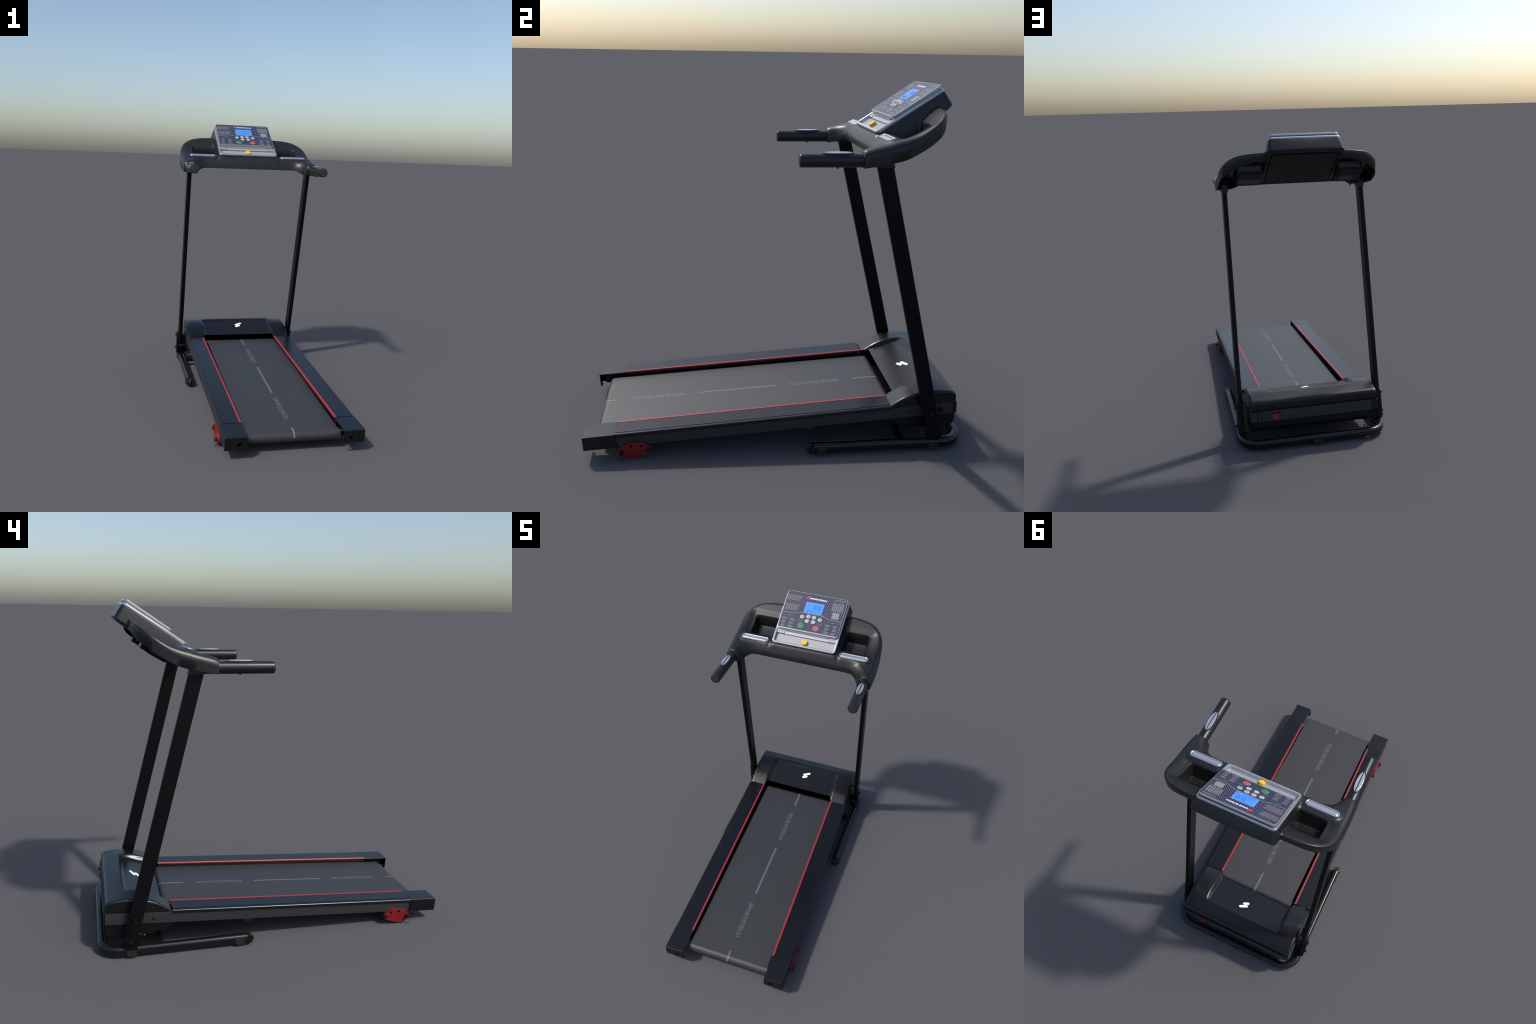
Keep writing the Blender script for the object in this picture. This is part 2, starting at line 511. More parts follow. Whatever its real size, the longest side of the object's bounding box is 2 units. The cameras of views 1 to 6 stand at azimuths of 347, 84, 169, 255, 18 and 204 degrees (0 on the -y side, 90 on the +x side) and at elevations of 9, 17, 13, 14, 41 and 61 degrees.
    for (yy, zz, r) in ((-0.756, 0.081, .0068), (-0.704, 0.080, .0068)):
        uu = yy + .9905; hh = zz - .0618 - .0617 * uu
        add("cover_hole", cyl(r, *X(0.4040, 0.4070), 'x', 20, 0, (0, uu + .005, hh)), M["hole"], DECK, cov)
    for (yy, zz, r, out) in ((-0.675, 0.0605, .0105, .006), (-0.806, 0.0475, .0105, .016)):
        uu = yy + .9905; hh = zz - .0618 - .0617 * uu
        add("cover_bolt", lathe([(r, sg * .402), (r, sg * (.409 + out * .4)), (r * .7, sg * (.409 + out)), (r * .3, sg * (.409 + out))], 'x', 20, (0, uu + .004, hh)), M["bolt"], DECK, cov)
    uu = -0.806 + .9905; hh = 0.0217 - .0568 - .0617 * uu
    add("pull_ring", torus(0.0205, 0.0012, Matrix.Translation((sg * 0.417, uu + .002, hh)) @ Matrix.Rotation(math.radians(90), 4, 'Y')), M["bolt"], DECK, cov)
    inner = [[(q[0] - sg * 0.052, q[1], q[2] - .016) for q in ringx(.80, sg * xx)] for xx in (0.398, 0.406)]
    add("wheel_cover", loft(inner), M["red"], DECK)
    add("transport_wheel", cyl(0.034, *X(0.358, 0.386), 'x', 36, .005, (0, 0.250, -0.0335)), M["foot"], DECK, cov)
    add("wheel_bracket", box(*X(0.352, 0.392), 0.172, 0.332, -0.010, 0.003, .002), M["tray"], DECK, cov)
    # stop block below the frame
    add("stop_block", box(*X(0.27, 0.372), 1.13, 1.19, -0.026, 0.001, .002), M["frame"], DECK)
    # front frame fasteners
    for (yy, zz) in ((0.698, 0.188),):
        uu = yy + .9905; hh = zz - .0568 - .0617 * uu
        b = add("bolt", bolt_mesh(.0065, .006), M["bolt"], DECK @ Matrix.Translation((sg * .394, uu + .004, hh)) @ Matrix.Rotation(0 if sg > 0 else math.pi, 4, 'Z'))

# ------------------------------------------------------------------ MOTOR HOOD AND TRAY
CX = -0.004
side_prof = [(0.600, 0.2290), (0.612, 0.2375), (0.638, 0.2545), (0.674, 0.2745), (0.720, 0.2915), (0.770, 0.3025), (0.820, 0.3070), (0.870, 0.3070), (0.915, 0.3020), (0.935, 0.2965), (0.9475, 0.2885)]
sp = smooth_path(side_prof, 8)
def z_side(y):
    return np.interp(y, [p[0] for p in sp], [p[1] for p in sp])
def hood_mesh():
    HX = 0.3905
    xs = np.concatenate([[-HX], -HX + 0.011 * (1 - np.cos(np.linspace(0, np.pi / 2, 8)))[1:], np.linspace(-0.378, 0.378, 121)[1:-1],
                         (HX - 0.011 * (1 - np.cos(np.linspace(0, np.pi / 2, 8)))[1:])[::-1], [HX]])
    N = 80
    bm = bmesh.new()
    rows = []
    for x in xs:
        ax = abs(x)
        front = 0.600 + 0.043 * (1 - float(sstep(0.255, 0.283, ax)))
        rear = 0.9475
        col = []
        ys = front + (rear - front) * (0.5 - 0.5 * np.cos(np.linspace(0, np.pi, N)) * 1.0)
        wr = 1 - sstep(0.252, 0.276, ax)
        edge = 0.010 - 0.010 * math.sqrt(max(0, 1 - max(0, (ax - (HX - 0.011)) / 0.011) ** 2))
        for y in ys:
            zs = z_side(y) + 0.0075 * (1 - (ax / 0.392) ** 4) * float(sstep(0.63, 0.79, y) * (1 - sstep(0.83, 0.915, y)))
            zc = 0.2395 + 0.325 * (y - 0.634)
            d = zs - zc
            d = 0.5 * (d + math.sqrt(d * d + 0.004 ** 2))
            d *= 1 - float(sstep(0.822, 0.868, y))
            # rounded rear edge
            re = max(0, (y - (rear - 0.009)) / 0.009)
            rz = 0.006 * (1 - math.sqrt(max(0, 1 - re * re)))
            col.append((x + CX, y, zs - d * wr - max(edge, rz) - 0.3 * min(edge, rz)))
        # rear wall down to the seam, front lip down
        back = [(x + CX, rear + .001, col[-1][2] - .004), (x + CX, rear + .0015, 0.262), (x + CX, rear + .0015, 0.2385)]
        lip = [(x + CX, front + .030, col[0][2] + .004), (x + CX, front + .003, col[0][2] - .0045), (x + CX, front - .0005, col[0][2] - .0020)]
        rows.append([bm.verts.new(p) for p in lip + col + back])
    for a, b in zip(rows[:-1], rows[1:]):
        for i in range(len(a) - 1):
            bm.faces.new((a[i], b[i], b[i + 1], a[i + 1]))
    # side walls down to the frame
    for r, sgn in ((rows[0], -1), (rows[-1], 1)):
        low = [bm.verts.new((v.co.x, v.co.y, min(v.co.z, 0.0568 + 0.0617 * (v.co.y + .9905) + 0.058))) for v in r]
        for i in range(len(r) - 1):
            bm.faces.new((r[i], r[i + 1], low[i + 1], low[i]))
    bmesh.ops.remove_doubles(bm, verts=bm.verts, dist=1e-5)
    return bm
hood = add("motor_hood", hood_mesh(), M["hood"], smooth=30)

# white emblem: two slanted pills lying on the sloping panel
slope = math.atan(0.325)
LOGO = Matrix.Translation((0.0165, 0.765, 0.2395 + 0.325 * (0.765 - 0.634) - .0005)) @ Matrix.Rotation(slope, 4, 'X') @ Matrix.Rotation(math.radians(27), 4, 'Z')
def pill(L, W, cx, cy, t0, t1):
    return prism(rrect(cx, cy, L / 2, W / 2, W / 2 - 1e-4, 8), 'z', t0, t1)
add("emblem", pill(0.060, 0.0185, 0.008, 0.0105, 0, .0022), M["white"], LOGO, hood, smooth=0)
add("emblem", pill(0.044, 0.0185, -0.0115, -0.0105, 0, .0022), M["white"], LOGO, hood, smooth=0)

# lower tray: side profile pushed across the width
tray_out = [(0.575, 0.149), (0.60, 0.136), (0.628, 0.124), (0.682, 0.1080), (0.73, 0.0985), (0.79, 0.0915), (0.862, 0.0915), (0.908, 0.0960), (0.936, 0.1060),
            (0.9485, 0.120), (0.952, 0.145), (0.952, 0.185), (0.952, 0.245)]
tray_in = [(0.944, 0.245), (0.944, 0.148), (0.938, 0.122), (0.930, 0.110), (0.904, 0.100), (0.862, 0.0955), (0.79, 0.096), (0.73, 0.1035), (0.682, 0.1135), (0.630, 0.131), (0.60, 0.143), (0.578, 0.154)]
tray = add("motor_tray", prism(tray_out + tray_in, 'x', CX - 0.387, CX + 0.387), M["tray"])
for sg in (-1, 1):
    add("tray_side", prism(tray_out + [(0.73, 0.240), (0.705, 0.190), (0.575, 0.165)], 'x', *sorted((CX + sg * 0.380, CX + sg * 0.389)), .002), M["tray"], parent=tray)
add("motor_shield", box(CX - 0.378, CX + 0.378, 0.59, 0.79, 0.152, 0.160, .001), M["hole"], parent=tray)
add("motor_shield", box(CX - 0.378, CX + 0.378, 0.785, 0.793, 0.16, 0.245, .001), M["hole"], parent=tray)
# front crossmember and the printed panel on it
cross = add("front_crossmember", box(CX - 0.392, CX + 0.392, 0.935, 0.9565, 0.1765, 0.2395, .0015), M["plastic"])
panel = add("power_panel", box(-0.353, 0.3455, 0.955, 0.9605, 0.1755, 0.2402, .0008), M["inlay"], parent=cross)
add("power_switch", box(0.2165, 0.265, 0.958, 0.9615, 0.184, 0.2245, .001), M["hole"], parent=cross)
add("power_switch", prism([(0.9605, 0.187), (0.9685, 0.189), (0.964, 0.205), (0.9655, 0.2215), (0.9605, 0.2215)], 'x', 0.2190, 0.2625, .0012), M["switch"], parent=cross)
add("breaker_button", lathe([(.0155, .958), (.0155, .961), (.013, .9625), (.0095, .9625), (.0095, .968), (.007, .970), (0, .970)], 'y', 28, (0.3155, 0, 0.2065)), M["foot"], parent=cross)
for sg in (-1, 1):
    R = Matrix.Rotation(0 if sg > 0 else math.pi, 4, 'Z')
    for (yy, zz) in ((0.700, 0.250), (0.704, 0.138), (0.903, 0.2555), (0.908, 0.1475)):
        xx = CX + sg * (0.3905 if zz > .2 else 0.384)
        add("screw", bolt_mesh(.0052, .0045), M["bolt"], Matrix.Translation((xx, yy, zz)) @ R, hood)
    if sg > 0: add("pivot_bolt", lathe([(.0085, 0), (.0085, .010), (.0125, .010), (.0125, .016), (.011, .0175), (.0085, .0175), (.008, .016), (0, .016)], 'x', 28), M["bolt"],
        Matrix.Translation((CX + sg * 0.393, 0.869, 0.202)) @ R)

# ------------------------------------------------------------------ BASE FRAME
BX, BY, RC = 0.4380, 0.9735, 0.100
BZ = 0.0380
BO = 0.002
path = [(-BX, 0.185, BZ), (-BX, 0.30, BZ), (-BX, 0.60, BZ)]
for k in range(0, 17):
    a = math.radians(180 - 90 * k / 16)
    path.append((-BX + RC + RC * math.cos(a), BY - RC + RC * math.sin(a), BZ))
for k in range(0, 17):
    a = math.radians(90 - 90 * k / 16)
    path.append((BX - RC + RC * math.cos(a), BY - RC + RC * math.sin(a), BZ))
path += [(BX, 0.60, BZ), (BX, 0.30, BZ), (BX, 0.185, BZ)]
path = [(p[0] + BO, p[1], p[2]) for p in path]
base = add("base_frame", sweep(path, rrect(0, 0, 0.0228, 0.0262, 0.018, 6)), M["tube"], smooth=40)
def foot_clip(yc, half, x):
    return box(x - 0.0248, x + 0.0248, yc - half, yc + half, 0.0085, 0.046, .003)
for sg in (-1, 1):
    x = sg * BX + BO
    for yc in (0.229, 0.819):
        f = add("foot_pad", foot_clip(yc, 0.0255, x), M["foot"], parent=base)
        for zz in (0.012, 0.022, 0.032):
            add("pad_groove", box(x + sg * 0.0244, x + sg * 0.0258, yc - .0245, yc + .0245, zz, zz + .004, .0005), M["foot"], parent=base)
    # castor in the tube end
    add("base_wheel", cyl(0.0245, x - .009, x + .009, 'x', 32, .004, (0, 0.1705, 0.0345)), M["foot"], parent=base)
    for o in (-1, 1):
        add("wheel_fork", prism([(0.156, 0.022), (0.162, 0.012), (0.205, 0.012), (0.205, 0.060), (0.168, 0.060), (0.157, 0.05)], 'x', x + o * .011, x + o * .018, .0015), M["tube"], parent=base)
    add("axle_bolt", lathe([(.0085, 0), (.0085, .006), (.005, .012), (.0045, .017), (0, .017)], 'x', 16), M["bolt"],
        Matrix.Translation((x + sg * .018, 0.178, 0.030)) @ Matrix.Rotation(0 if sg > 0 else math.pi, 4, 'Z'), base)
add("foot_pad", box(-0.038, 0.018, BY - .0245, BY + .0245, 0.0085, 0.036, .003), M["foot"], parent=base)
for yy, z0, z1, w in ((0.660, 0.030, 0.056, 0.030),):
    add("cross_bar", box(-BX, BX, yy - w / 2, yy + w / 2, z0, z1, .002), M["tray"], parent=base)

# ------------------------------------------------------------------ UPRIGHT POSTS
LEAN = -0.2556      # dy/dz
for sg in (-1, 1):
    pl = (Vector((0, LEAN, 1))).normalized()
    def post_pt(z, dy, dx):
        t = (z - 0.06) / 1.5
        cx = sg * 0.4375 - 0.0045 + 0.0015 * sg + (0.0065 - .0015 * sg) * t
        return (cx + dx, 0.8335 + LEAN * (z - 0.06) + dy, z)
    sec = rrect(0, 0, 0.0143, 0.0385, 0.006, 4)
    rings = [[post_pt(z, b, a) for a, b in sec] for z in (0.068, 0.6, 1.1, 1.56)]
    post = add("upright_post", loft(rings), M["post"])
    # collar where the post enters the console
    rings = [[post_pt(z, b, a) for a, b in rrect(0, 0, 0.0205, 0.0425, 0.007, 4)] for z in (1.499, 1.545)]
    add("post_collar", loft(rings), M["plastic"], parent=post)
    # mounting bracket on the outside of the post foot
    ox = sg * (0.4375 + .0135) - 0.006
    br = [(0.851, 0.056), (0.862, 0.075), (0.817, 0.218), (0.812, 0.228), (0.803, 0.2335), (0.791, 0.2335), (0.779, 0.227), (0.774, 0.216), (0.772, 0.19), (0.789, 0.056)]
    bracket = add("mounting_bracket", prism(br, 'x', *sorted((ox - sg * .004, ox + sg * 0.012)), .003), M["post"])
    R = Matrix.Rotation(0 if sg > 0 else math.pi, 4, 'Z')
    for yy, zz in ((0.796, 0.209), (0.825, 0.099)):
        add("bolt", bolt_mesh(.0095, .014), M["bolt"], Matrix.Translation((ox + sg * .012, yy, zz)) @ R, bracket)
    # inner plate joining the base, the post and the frame
    ip = [(0.80, 0.05), (0.862, 0.05), (0.85, 0.12), (0.832, 0.195), (0.80, 0.215), (0.775, 0.20), (0.785, 0.12)]
    add("pivot_plate", prism(ip, 'x', *sorted((sg * 0.397 - .004, sg * 0.424 - .004)), .002), M["tube"], parent=bracket)
    add("locking_pin", cyl(0.0085, *sorted((sg * 0.408, sg * 0.452)), 'x', 16, .002, (0, 0.772, 0.128)), M["bolt"], parent=bracket)
    add("locking_pin", lathe([(.0075, .755), (.0075, .748), (.004, .742), (0, .742)], 'y', 16, (sg * 0.445, 0, 0.122)), M["bolt"], parent=bracket)

# ------------------------------------------------------------------ CONSOLE HOUSING
HXC = -0.003
zt_pts = smooth_path([(0.340, 1.571), (0.358, 1.576), (0.381, 1.5845), (0.464, 1.605), (0.50, 1.6155), (0.55, 1.629), (0.60, 1.647), (0.655, 1.676), (0.71, 1.712), (0.75, 1.743), (0.772, 1.760), (0.80, 1.782)], 8)
zb_pts = smooth_path([(0.340, 1.497), (0.36, 1.500), (0.42, 1.511), (0.505, 1.527), (0.557, 1.542), (0.613, 1.571), (0.675, 1.608), (0.732, 1.649), (0.765, 1.682), (0.80, 1.716)], 8)
ztf = lambda y: np.interp(y, [p[0] for p in zt_pts], [p[1] for p in zt_pts])
zbf = lambda y: np.interp(y, [p[0] for p in zb_pts], [p[1] for p in zb_pts])
XM = 0.4905
user_line = smooth_path([(-0.05, 0.441), (0.10, 0.441), (0.25, 0.441), (0.31, 0.440), (0.345, 0.432), (0.372, 0.412), (0.388, 0.388), (0.3975, 0.358)], 8)
tip_line = [(0.3975, 0.358), (0.485, 0.358)]
outer_line = smooth_path([(0.485, 0.358), (0.488, 0.40), (0.4905, 0.47), (0.4895, 0.55), (0.486, 0.618), (0.4765, 0.664), (0.455, 0.706), (0.423, 0.736), (0.381, 0.757), (0.32, 0.770), (0.25, 0.775), (0.10, 0.780), (-0.05, 0.781)], 8)
def seg_dist(px, py, line):
    L = np.array(line)
    a, b = L[:-1], L[1:]
    d = b - a
    P = np.stack([px, py], -1)[..., None, :]
    t = np.clip(((P - a) * d).sum(-1) / (d * d).sum(-1), 0, 1)
    q = a + d * t[..., None]
    return np.sqrt(((P - q) ** 2).sum(-1)).min(-1)
def housing_mesh():
    half = np.concatenate([np.linspace(0, 0.21, 22), np.linspace(0.21, 0.44, 105)[1:], 0.44 + (XM - 0.44) * np.sin(np.linspace(0, np.pi / 2, 26))[1:]])
    xs = np.concatenate([-half[::-1], half[1:]])
    ax = np.abs(xs)
    ul = np.array(user_line)
    ul = ul[np.argsort(ul[:, 0])]
    y0 = np.where(ax <= 0.3975, np.interp(ax, ul[:, 0], ul[:, 1]), 0.358)
    oa = np.array([p for p in outer_line if p[1] <= 0.4701])
    y0 = np.where(ax > 0.485, np.interp(ax, np.sort(oa[:, 0]), np.sort(oa[:, 1])), y0)
    ob = np.array([p for p in outer_line if p[1] >= 0.4699])
    o = np.argsort(ob[:, 0])
    y1 = np.interp(ax, ob[o, 0], ob[o, 1])
    N = 130
    t = np.linspace(0, 1, N)
    t = 0.65 * t + 0.35 * (0.5 - 0.5 * np.cos(np.pi * t))
    t = (t - t[0]) / (t[-1] - t[0])
    Xg = np.repeat(xs[:, None], N, 1)
    Ag = np.abs(Xg)
    Yg = y0[:, None] + (y1 - y0)[:, None] * t[None]
    du = seg_dist(Ag, Yg, user_line)
    dt = seg_dist(Ag, Yg, tip_line)
    do = seg_dist(Ag, Yg, outer_line)
    Zt = ztf(Yg)
    # pedestal round the chrome inlay and dip in front of it
    dc = np.maximum(0, np.abs(Ag - 0.335) - 0.075)
    dcap = np.hypot(dc, Yg - 0.496)
    Zt = Zt + 0.006 * (1 - sstep(0.022, 0.045, dcap))
    # swelling that meets the lower rim of the display box
    Zt = Zt + 0.011 * (1 - sstep(0.205, 0.240, Ag)) * sstep(0.446, 0.474, Yg)
    def rnd(d, r, D):
        k = 1 - np.clip(d / r, 0, 1)
        return D * (1 - np.sqrt(np.maximum(0, 1 - k * k)))
    armness = sstep(0.33, 0.40, Ag)
    drop_u = rnd(du, 0.046, 0.060 + 0.012 * armness)
    f = 1 - sstep(0.52, 0.72, Yg)
    drop_o = rnd(do, 0.024 + 0.014 * f, 0.020 + 0.022 * f)
    drop_t = rnd(dt, 0.008, 0.006)
    drop = np.maximum(np.maximum(drop_u, drop_o), drop_t)
    # cup pockets, sunk square to the sloping deck
    w = sstep(0.226, 0.246, Ag) * (1 - sstep(0.368, 0.396, Ag)) * sstep(0.546, 0.572, Yg) * (1 - sstep(0.665, 0.687, Yg))
    dish = 0.010 * sstep(0.20, 0.24, Ag) * (1 - sstep(0.40, 0.45, Ag)) * sstep(0.530, 0.565, Yg) * (1 - sstep(0.68, 0.72, Yg))
    PY, PZ = 0.024, -0.068
    Ztop = Zt - drop - dish + PZ * w
    Ytop = Yg + PY * w
    zb = zbf(Yg) + 0.017 * (1 - sstep(0.33, 0.395, Ag)) * (1 - sstep(0.47, 0.54, Yg)) + 0.014 * (1 - sstep(0.26, 0.40, Ag)) * sstep(0.66, 0.74, Yg)
    Ztop = np.where(w > 0.05, Ztop, np.maximum(Ztop, zb + 0.004))
    dmin = np.minimum(np.minimum(du, do), dt)
    inner = sstep(0.006, 0.012, dmin)
    Zlow = zb * (1 - inner) + (Zt - dish - 0.011 + PZ * w) * inner
    Zlow = np.minimum(Zlow, Ztop - 0.003)
    bm = bmesh.new()
    nx = len(xs)
    HX0 = -0.0008
    VT = [[bm.verts.new((Xg[i, j] + HX0, Ytop[i, j], Ztop[i, j])) for j in range(N)] for i in range(nx)]
    VL = [[bm.verts.new((Xg[i, j] + HX0, Yg[i, j] + PY * w[i, j] * 1.0, Zlow[i, j])) for j in range(N)] for i in range(nx)]
    for i in range(nx - 1):
        for j in range(N - 1):
            bm.faces.new((VT[i][j], VT[i + 1][j], VT[i + 1][j + 1], VT[i][j + 1]))
            bm.faces.new((VL[i][j], VL[i][j + 1], VL[i + 1][j + 1], VL[i + 1][j]))
        for j in (0, N - 1):
            bm.faces.new((VT[i][j], VL[i][j], VL[i + 1][j], VT[i + 1][j]))
    for i in (0, nx - 1):
        for j in range(N - 1):
            bm.faces.new((VT[i][j], VT[i][j + 1], VL[i][j + 1], VL[i][j]))
    return bm
housing = add("console_housing", housing_mesh(), M["housing"], smooth=75)

for sg in (-1, 1):
    hx = HXC + sg * 0.4435
    hy = lambda y: 1.5305
    prof = [(0.0005, 0.0675), (0.024, 0.0675), (0.0290, 0.0688), (0.0312, 0.0725), (0.0315, 0.08), (0.0318, 0.36), (0.0318, 0.43), (0.001, 0.43)]
    bar = add("handlebar", lathe(prof, 'y', 40, (hx, 0, 1.5305)), M["grip"], parent=housing)
    add("grip_cap", lathe([(0.0005, 0.0665), (0.0265, 0.0665), (0.028, 0.0675), (0.028, 0.072)], 'y', 40, (hx, 0, 1.5305)), M["grip_end"], parent=housing)
    # lens-shaped pulse sensor: dark frame and two steel halves
    L, W, yc = 0.0650, 0.0185, 0.2435
    def lens_pts(L, W, yc, sgn=None, gap=0.0, n=28):
        pts = []
        if sgn is None:
            for k in range(2 * n):
                a = math.pi * k / n
                pts.append((W * math.sin(a), yc + L * math.cos(a)))
        else:
            for k in range(n + 1):
                a = math.pi * k / n
                pts.append((sgn * max(gap, W * math.sin(a)), yc + L * math.cos(a)))
            pts = [(p[0], p[1]) for p in pts]
        return pts
    add("sensor_frame", prism([(hx + a, b) for a, b in lens_pts(L + .011, W + .004, yc)], 'z', 1.545, 1.5645, .002), M["grip"], parent=bar)
    for q in (-1, 1):
        pts = lens_pts(L, W, yc, q, 0.0026)
        add("pulse_sensor", prism([(hx + a, b) for a, b in pts], 'z', 1.556, 1.5685, .0012), M["sensor"], parent=bar)
    add("sensor_screw", lathe([(.0065, 1.5), (.0065, 1.497), (.004, 1.494), (0, 1.494)], 'z', 16, (hx, 0.243, 0)), M["bolt"], parent=bar)
    # chrome inlay pill on the beam
    TILT = Matrix.Translation((HXC + sg * 0.335, 0.4955, 1.6205)) @ Matrix.Rotation(math.atan(0.26), 4, 'X')
    def pill_ring(ins, z):
        return [(a, b, z) for a, b in rrect(0, 0, 0.0945 - ins, 0.0215 - ins, 0.0214 - ins, 10)]
    inlay = add("chrome_inlay", loft([pill_ring(0, -.006), pill_ring(0, .0015), pill_ring(.0015, .0035), pill_ring(.005, .0042), pill_ring(.008, .0028), pill_ring(.0095, .0005)]), M["chrome"], TILT, housing)
    add("inlay_insert", loft([pill_ring(.0097, -.003), pill_ring(.0097, .0012), pill_ring(.013, .0030), pill_ring(.019, .0036)]), M["silver"], TILT, inlay)
    pk = [(0.613, 1.550), (0.731, 1.622), (0.720, 1.643), (0.709, 1.638), (0.692, 1.604), (0.604, 1.558)]
    add("cup_pocket", prism(pk, 'x', *sorted((HXC + sg * 0.233, HXC + sg * 0.374)), .003, 2), M["tray"], parent=housing)
    # fixing screw below
    if sg < 0:
        add("housing_screw", cyl(.005, 1.504, 1.560, 'z', 12, .001, (HXC + sg * 0.372, 0.47, 0)), M["bolt"], parent=housing)

# ------------------------------------------------------------------ CONSOLE BOX (local frame: x, s up the face, n off the face)
c, s = 0.8331, 0.5531
PANEL = Matrix(((1, 0, 0, -0.003), (0, c, -s, 0.485), (0, s, c, 1.632), (0, 0, 0, 1)))
def rr_ring(hx, s0, s1, r, n, k=7):
    return [(a, b, n) for a, b in rrect(0, (s0 + s1) / 2, hx, (s1 - s0) / 2, r, k)]
def bowed_ring(hx, s0, s1, r, n, bow, k=5, m=12):
    """Rounded rectangle whose upper edge bows outward."""
    pts = []
    base = rrect(0, (s0 + s1) / 2, hx, (s1 - s0) / 2, r, k)
    for i, p in enumerate(base):
        pts.append(p)
        if i == k:
            q = base[i + 1]
            pts += [(p[0] + (q[0] - p[0]) * t / m, p[1]) for t in range(1, m)]
    return [(a, b + (bow * (1 - (a / hx) ** 2) if b > s1 - r - 1e-6 else 0), n) for a, b in pts]
boxm = add("console_box", loft([bowed_ring(.205, .012, .344, .016, -.090, .004), bowed_ring(.209, .010, .348, .018, -.0960, .004), bowed_ring(.218, .008, .353, .020, -.0965, .005), bowed_ring(.2285, .004, .3675, .022, -.0890, .007), bowed_ring(.2305, .002, .3710, .024, -.0850, .0075), bowed_ring(.2290, .000, .3720, .024, -.075, .0075), bowed_ring(.2205, -.006, .3720, .023, -.035, .006), bowed_ring(.2135, -.008, .3720, .022, -.0105, .001)]), M["housing"], PANEL)
pan = add("rear_cover", loft([rr_ring(.194, .016, .334, .018, -.0993), rr_ring(.199, .011, .339, .020, -.0985), rr_ring(.2015, .009, .3415, .021, -.0960), rr_ring(.2015, .009, .3415, .021, -.086)]), M["tray"], PANEL, boxm)
rim = [rr_ring(.2130, -.0085, .3722, .022, -.0108), rr_ring(.2148, -.0120, .3730, .022, -.004), rr_ring(.2138, -.0115, .3722, .021, .000), rr_ring(.2110, -.0090, .3700, .019, .0028),
                         rr_ring(.2030, -.0015, .3675, .017, .0030), rr_ring(.2000, .0030, .3655, .015, .0012), rr_ring(.1985, .006, .3650, .014, -.0115)]
# the rim swells round the key tray
rim = [[(a, b, n + (0.0055 * (1 - float(sstep(0.05, 0.15, b))) if 2 <= k <= 5 else 0)) for a, b, n in r] for k, r in enumerate(rim)]
bez = add("bezel", loft(rim), M["silver"], PANEL, boxm)
# tread-plate tray below the display
add("key_tray", box(-.198, .198, .0065, .0635, -.0125, -.0102, .0004), M["silver_flat"], PANEL, bez)
def lump(x, y, ang, L=0.0095, W=0.0019, H=0.0013):
    rings = []
    for lv in (1.0, 0.75, 0.35):
        rings.append([(x + (L / 2 * lv * math.cos(a)) * math.cos(ang) - (W / 2 * lv * math.sin(a)) * math.sin(ang),
                       y + (L / 2 * lv * math.cos(a)) * math.sin(ang) + (W / 2 * lv * math.sin(a)) * math.cos(ang),
                       -.0103 + H * math.sqrt(1 - lv * lv)) for a in np.linspace(0, 2 * math.pi, 8, endpoint=False)])
    return loft(rings)
lumps = []
for i in range(28):
    for j in range(5):
        xx = -0.189 + i * 0.014
        yy = 0.012 + j * 0.0112
        lumps.append(lump(xx, yy, math.radians(45 if (i + j) % 2 else -45)))
add("tread_plate_bumps", merge(*lumps), M["silver"], PANEL, bez, kind="stuff")
for sg in (-1, 1):
    add("ledge_block", box(*sorted((sg * .148, sg * .2005)), .0655, .100, -.0125, .0010, .0012), M["silver_flat"], PANEL, bez)
add("book_ledge", prism([(.0655, -.0125), (.0655, -.0040), (.083, -.0020), (.0905, .0095), (.100, .0105), (.100, -.0125)], 'x', -.1475, .1475, .0006), M["silver_flat"], PANEL, bez)
# safety key
add("safety_key", lathe([(.0185, -.0105), (.0185, .0055), (.0172, .0070), (0, .0073)], 'z', 40, (-.003 + .003, .030, 0)), M["yellow"], PANEL, bez)

# display plate
dsp = add("display_plate", loft([rr_ring(.198, .0945, .362, .012, -.0105), rr_ring(.198, .0945, .362, .012, .010), rr_ring(.2035, .0935, .3705, .015, .0105), rr_ring(.2045, .0925, .3715, .016, .0130),
                                 rr_ring(.2045, .0925, .3715, .016, .0205), rr_ring(.2035, .0935, .3705, .015, .0228), rr_ring(.2015, .0955, .3685, .014, .0234)]), M["silver"], PANEL, bez)
TOPN = 0.0234
add("printed_face", prism(rrect(0, .232, .2008, .1358, .013, 8), 'z', TOPN - .001, TOPN + .0003), M["stripes"], PANEL, dsp, smooth=0)
divider = smooth_path([(-0.2008, 0.2092), (-0.165, 0.2088), (-0.128, 0.2088), (-0.108, 0.2135), (-0.088, 0.2225), (-0.062, 0.2242), (0.0, 0.2240), (0.060, 0.2238), (0.082, 0.2215), (0.102, 0.2125), (0.118, 0.2072), (0.150, 0.2060), (0.2008, 0.2060)], 6)
low = [p for p in rrect(0, .232, .2008, .1358, .013, 8) if p[1] < .20]
add("printed_face", prism(divider + [q for q in sorted([p for p in low if p[0] > 0], key=lambda p: -p[1])] + [q for q in sorted([p for p in low if p[0] < 0], key=lambda p: p[1])], 'z', TOPN - .001, TOPN + .0006), M["lower_print"], PANEL, dsp, smooth=0)
add("divider_line", prism([(p[0], p[1] + .0012) for p in divider] + [(p[0], p[1] - .0006) for p in divider[::-1]], 'z', TOPN - .001, TOPN + .0009), M["print_line"], PANEL, dsp, smooth=0)
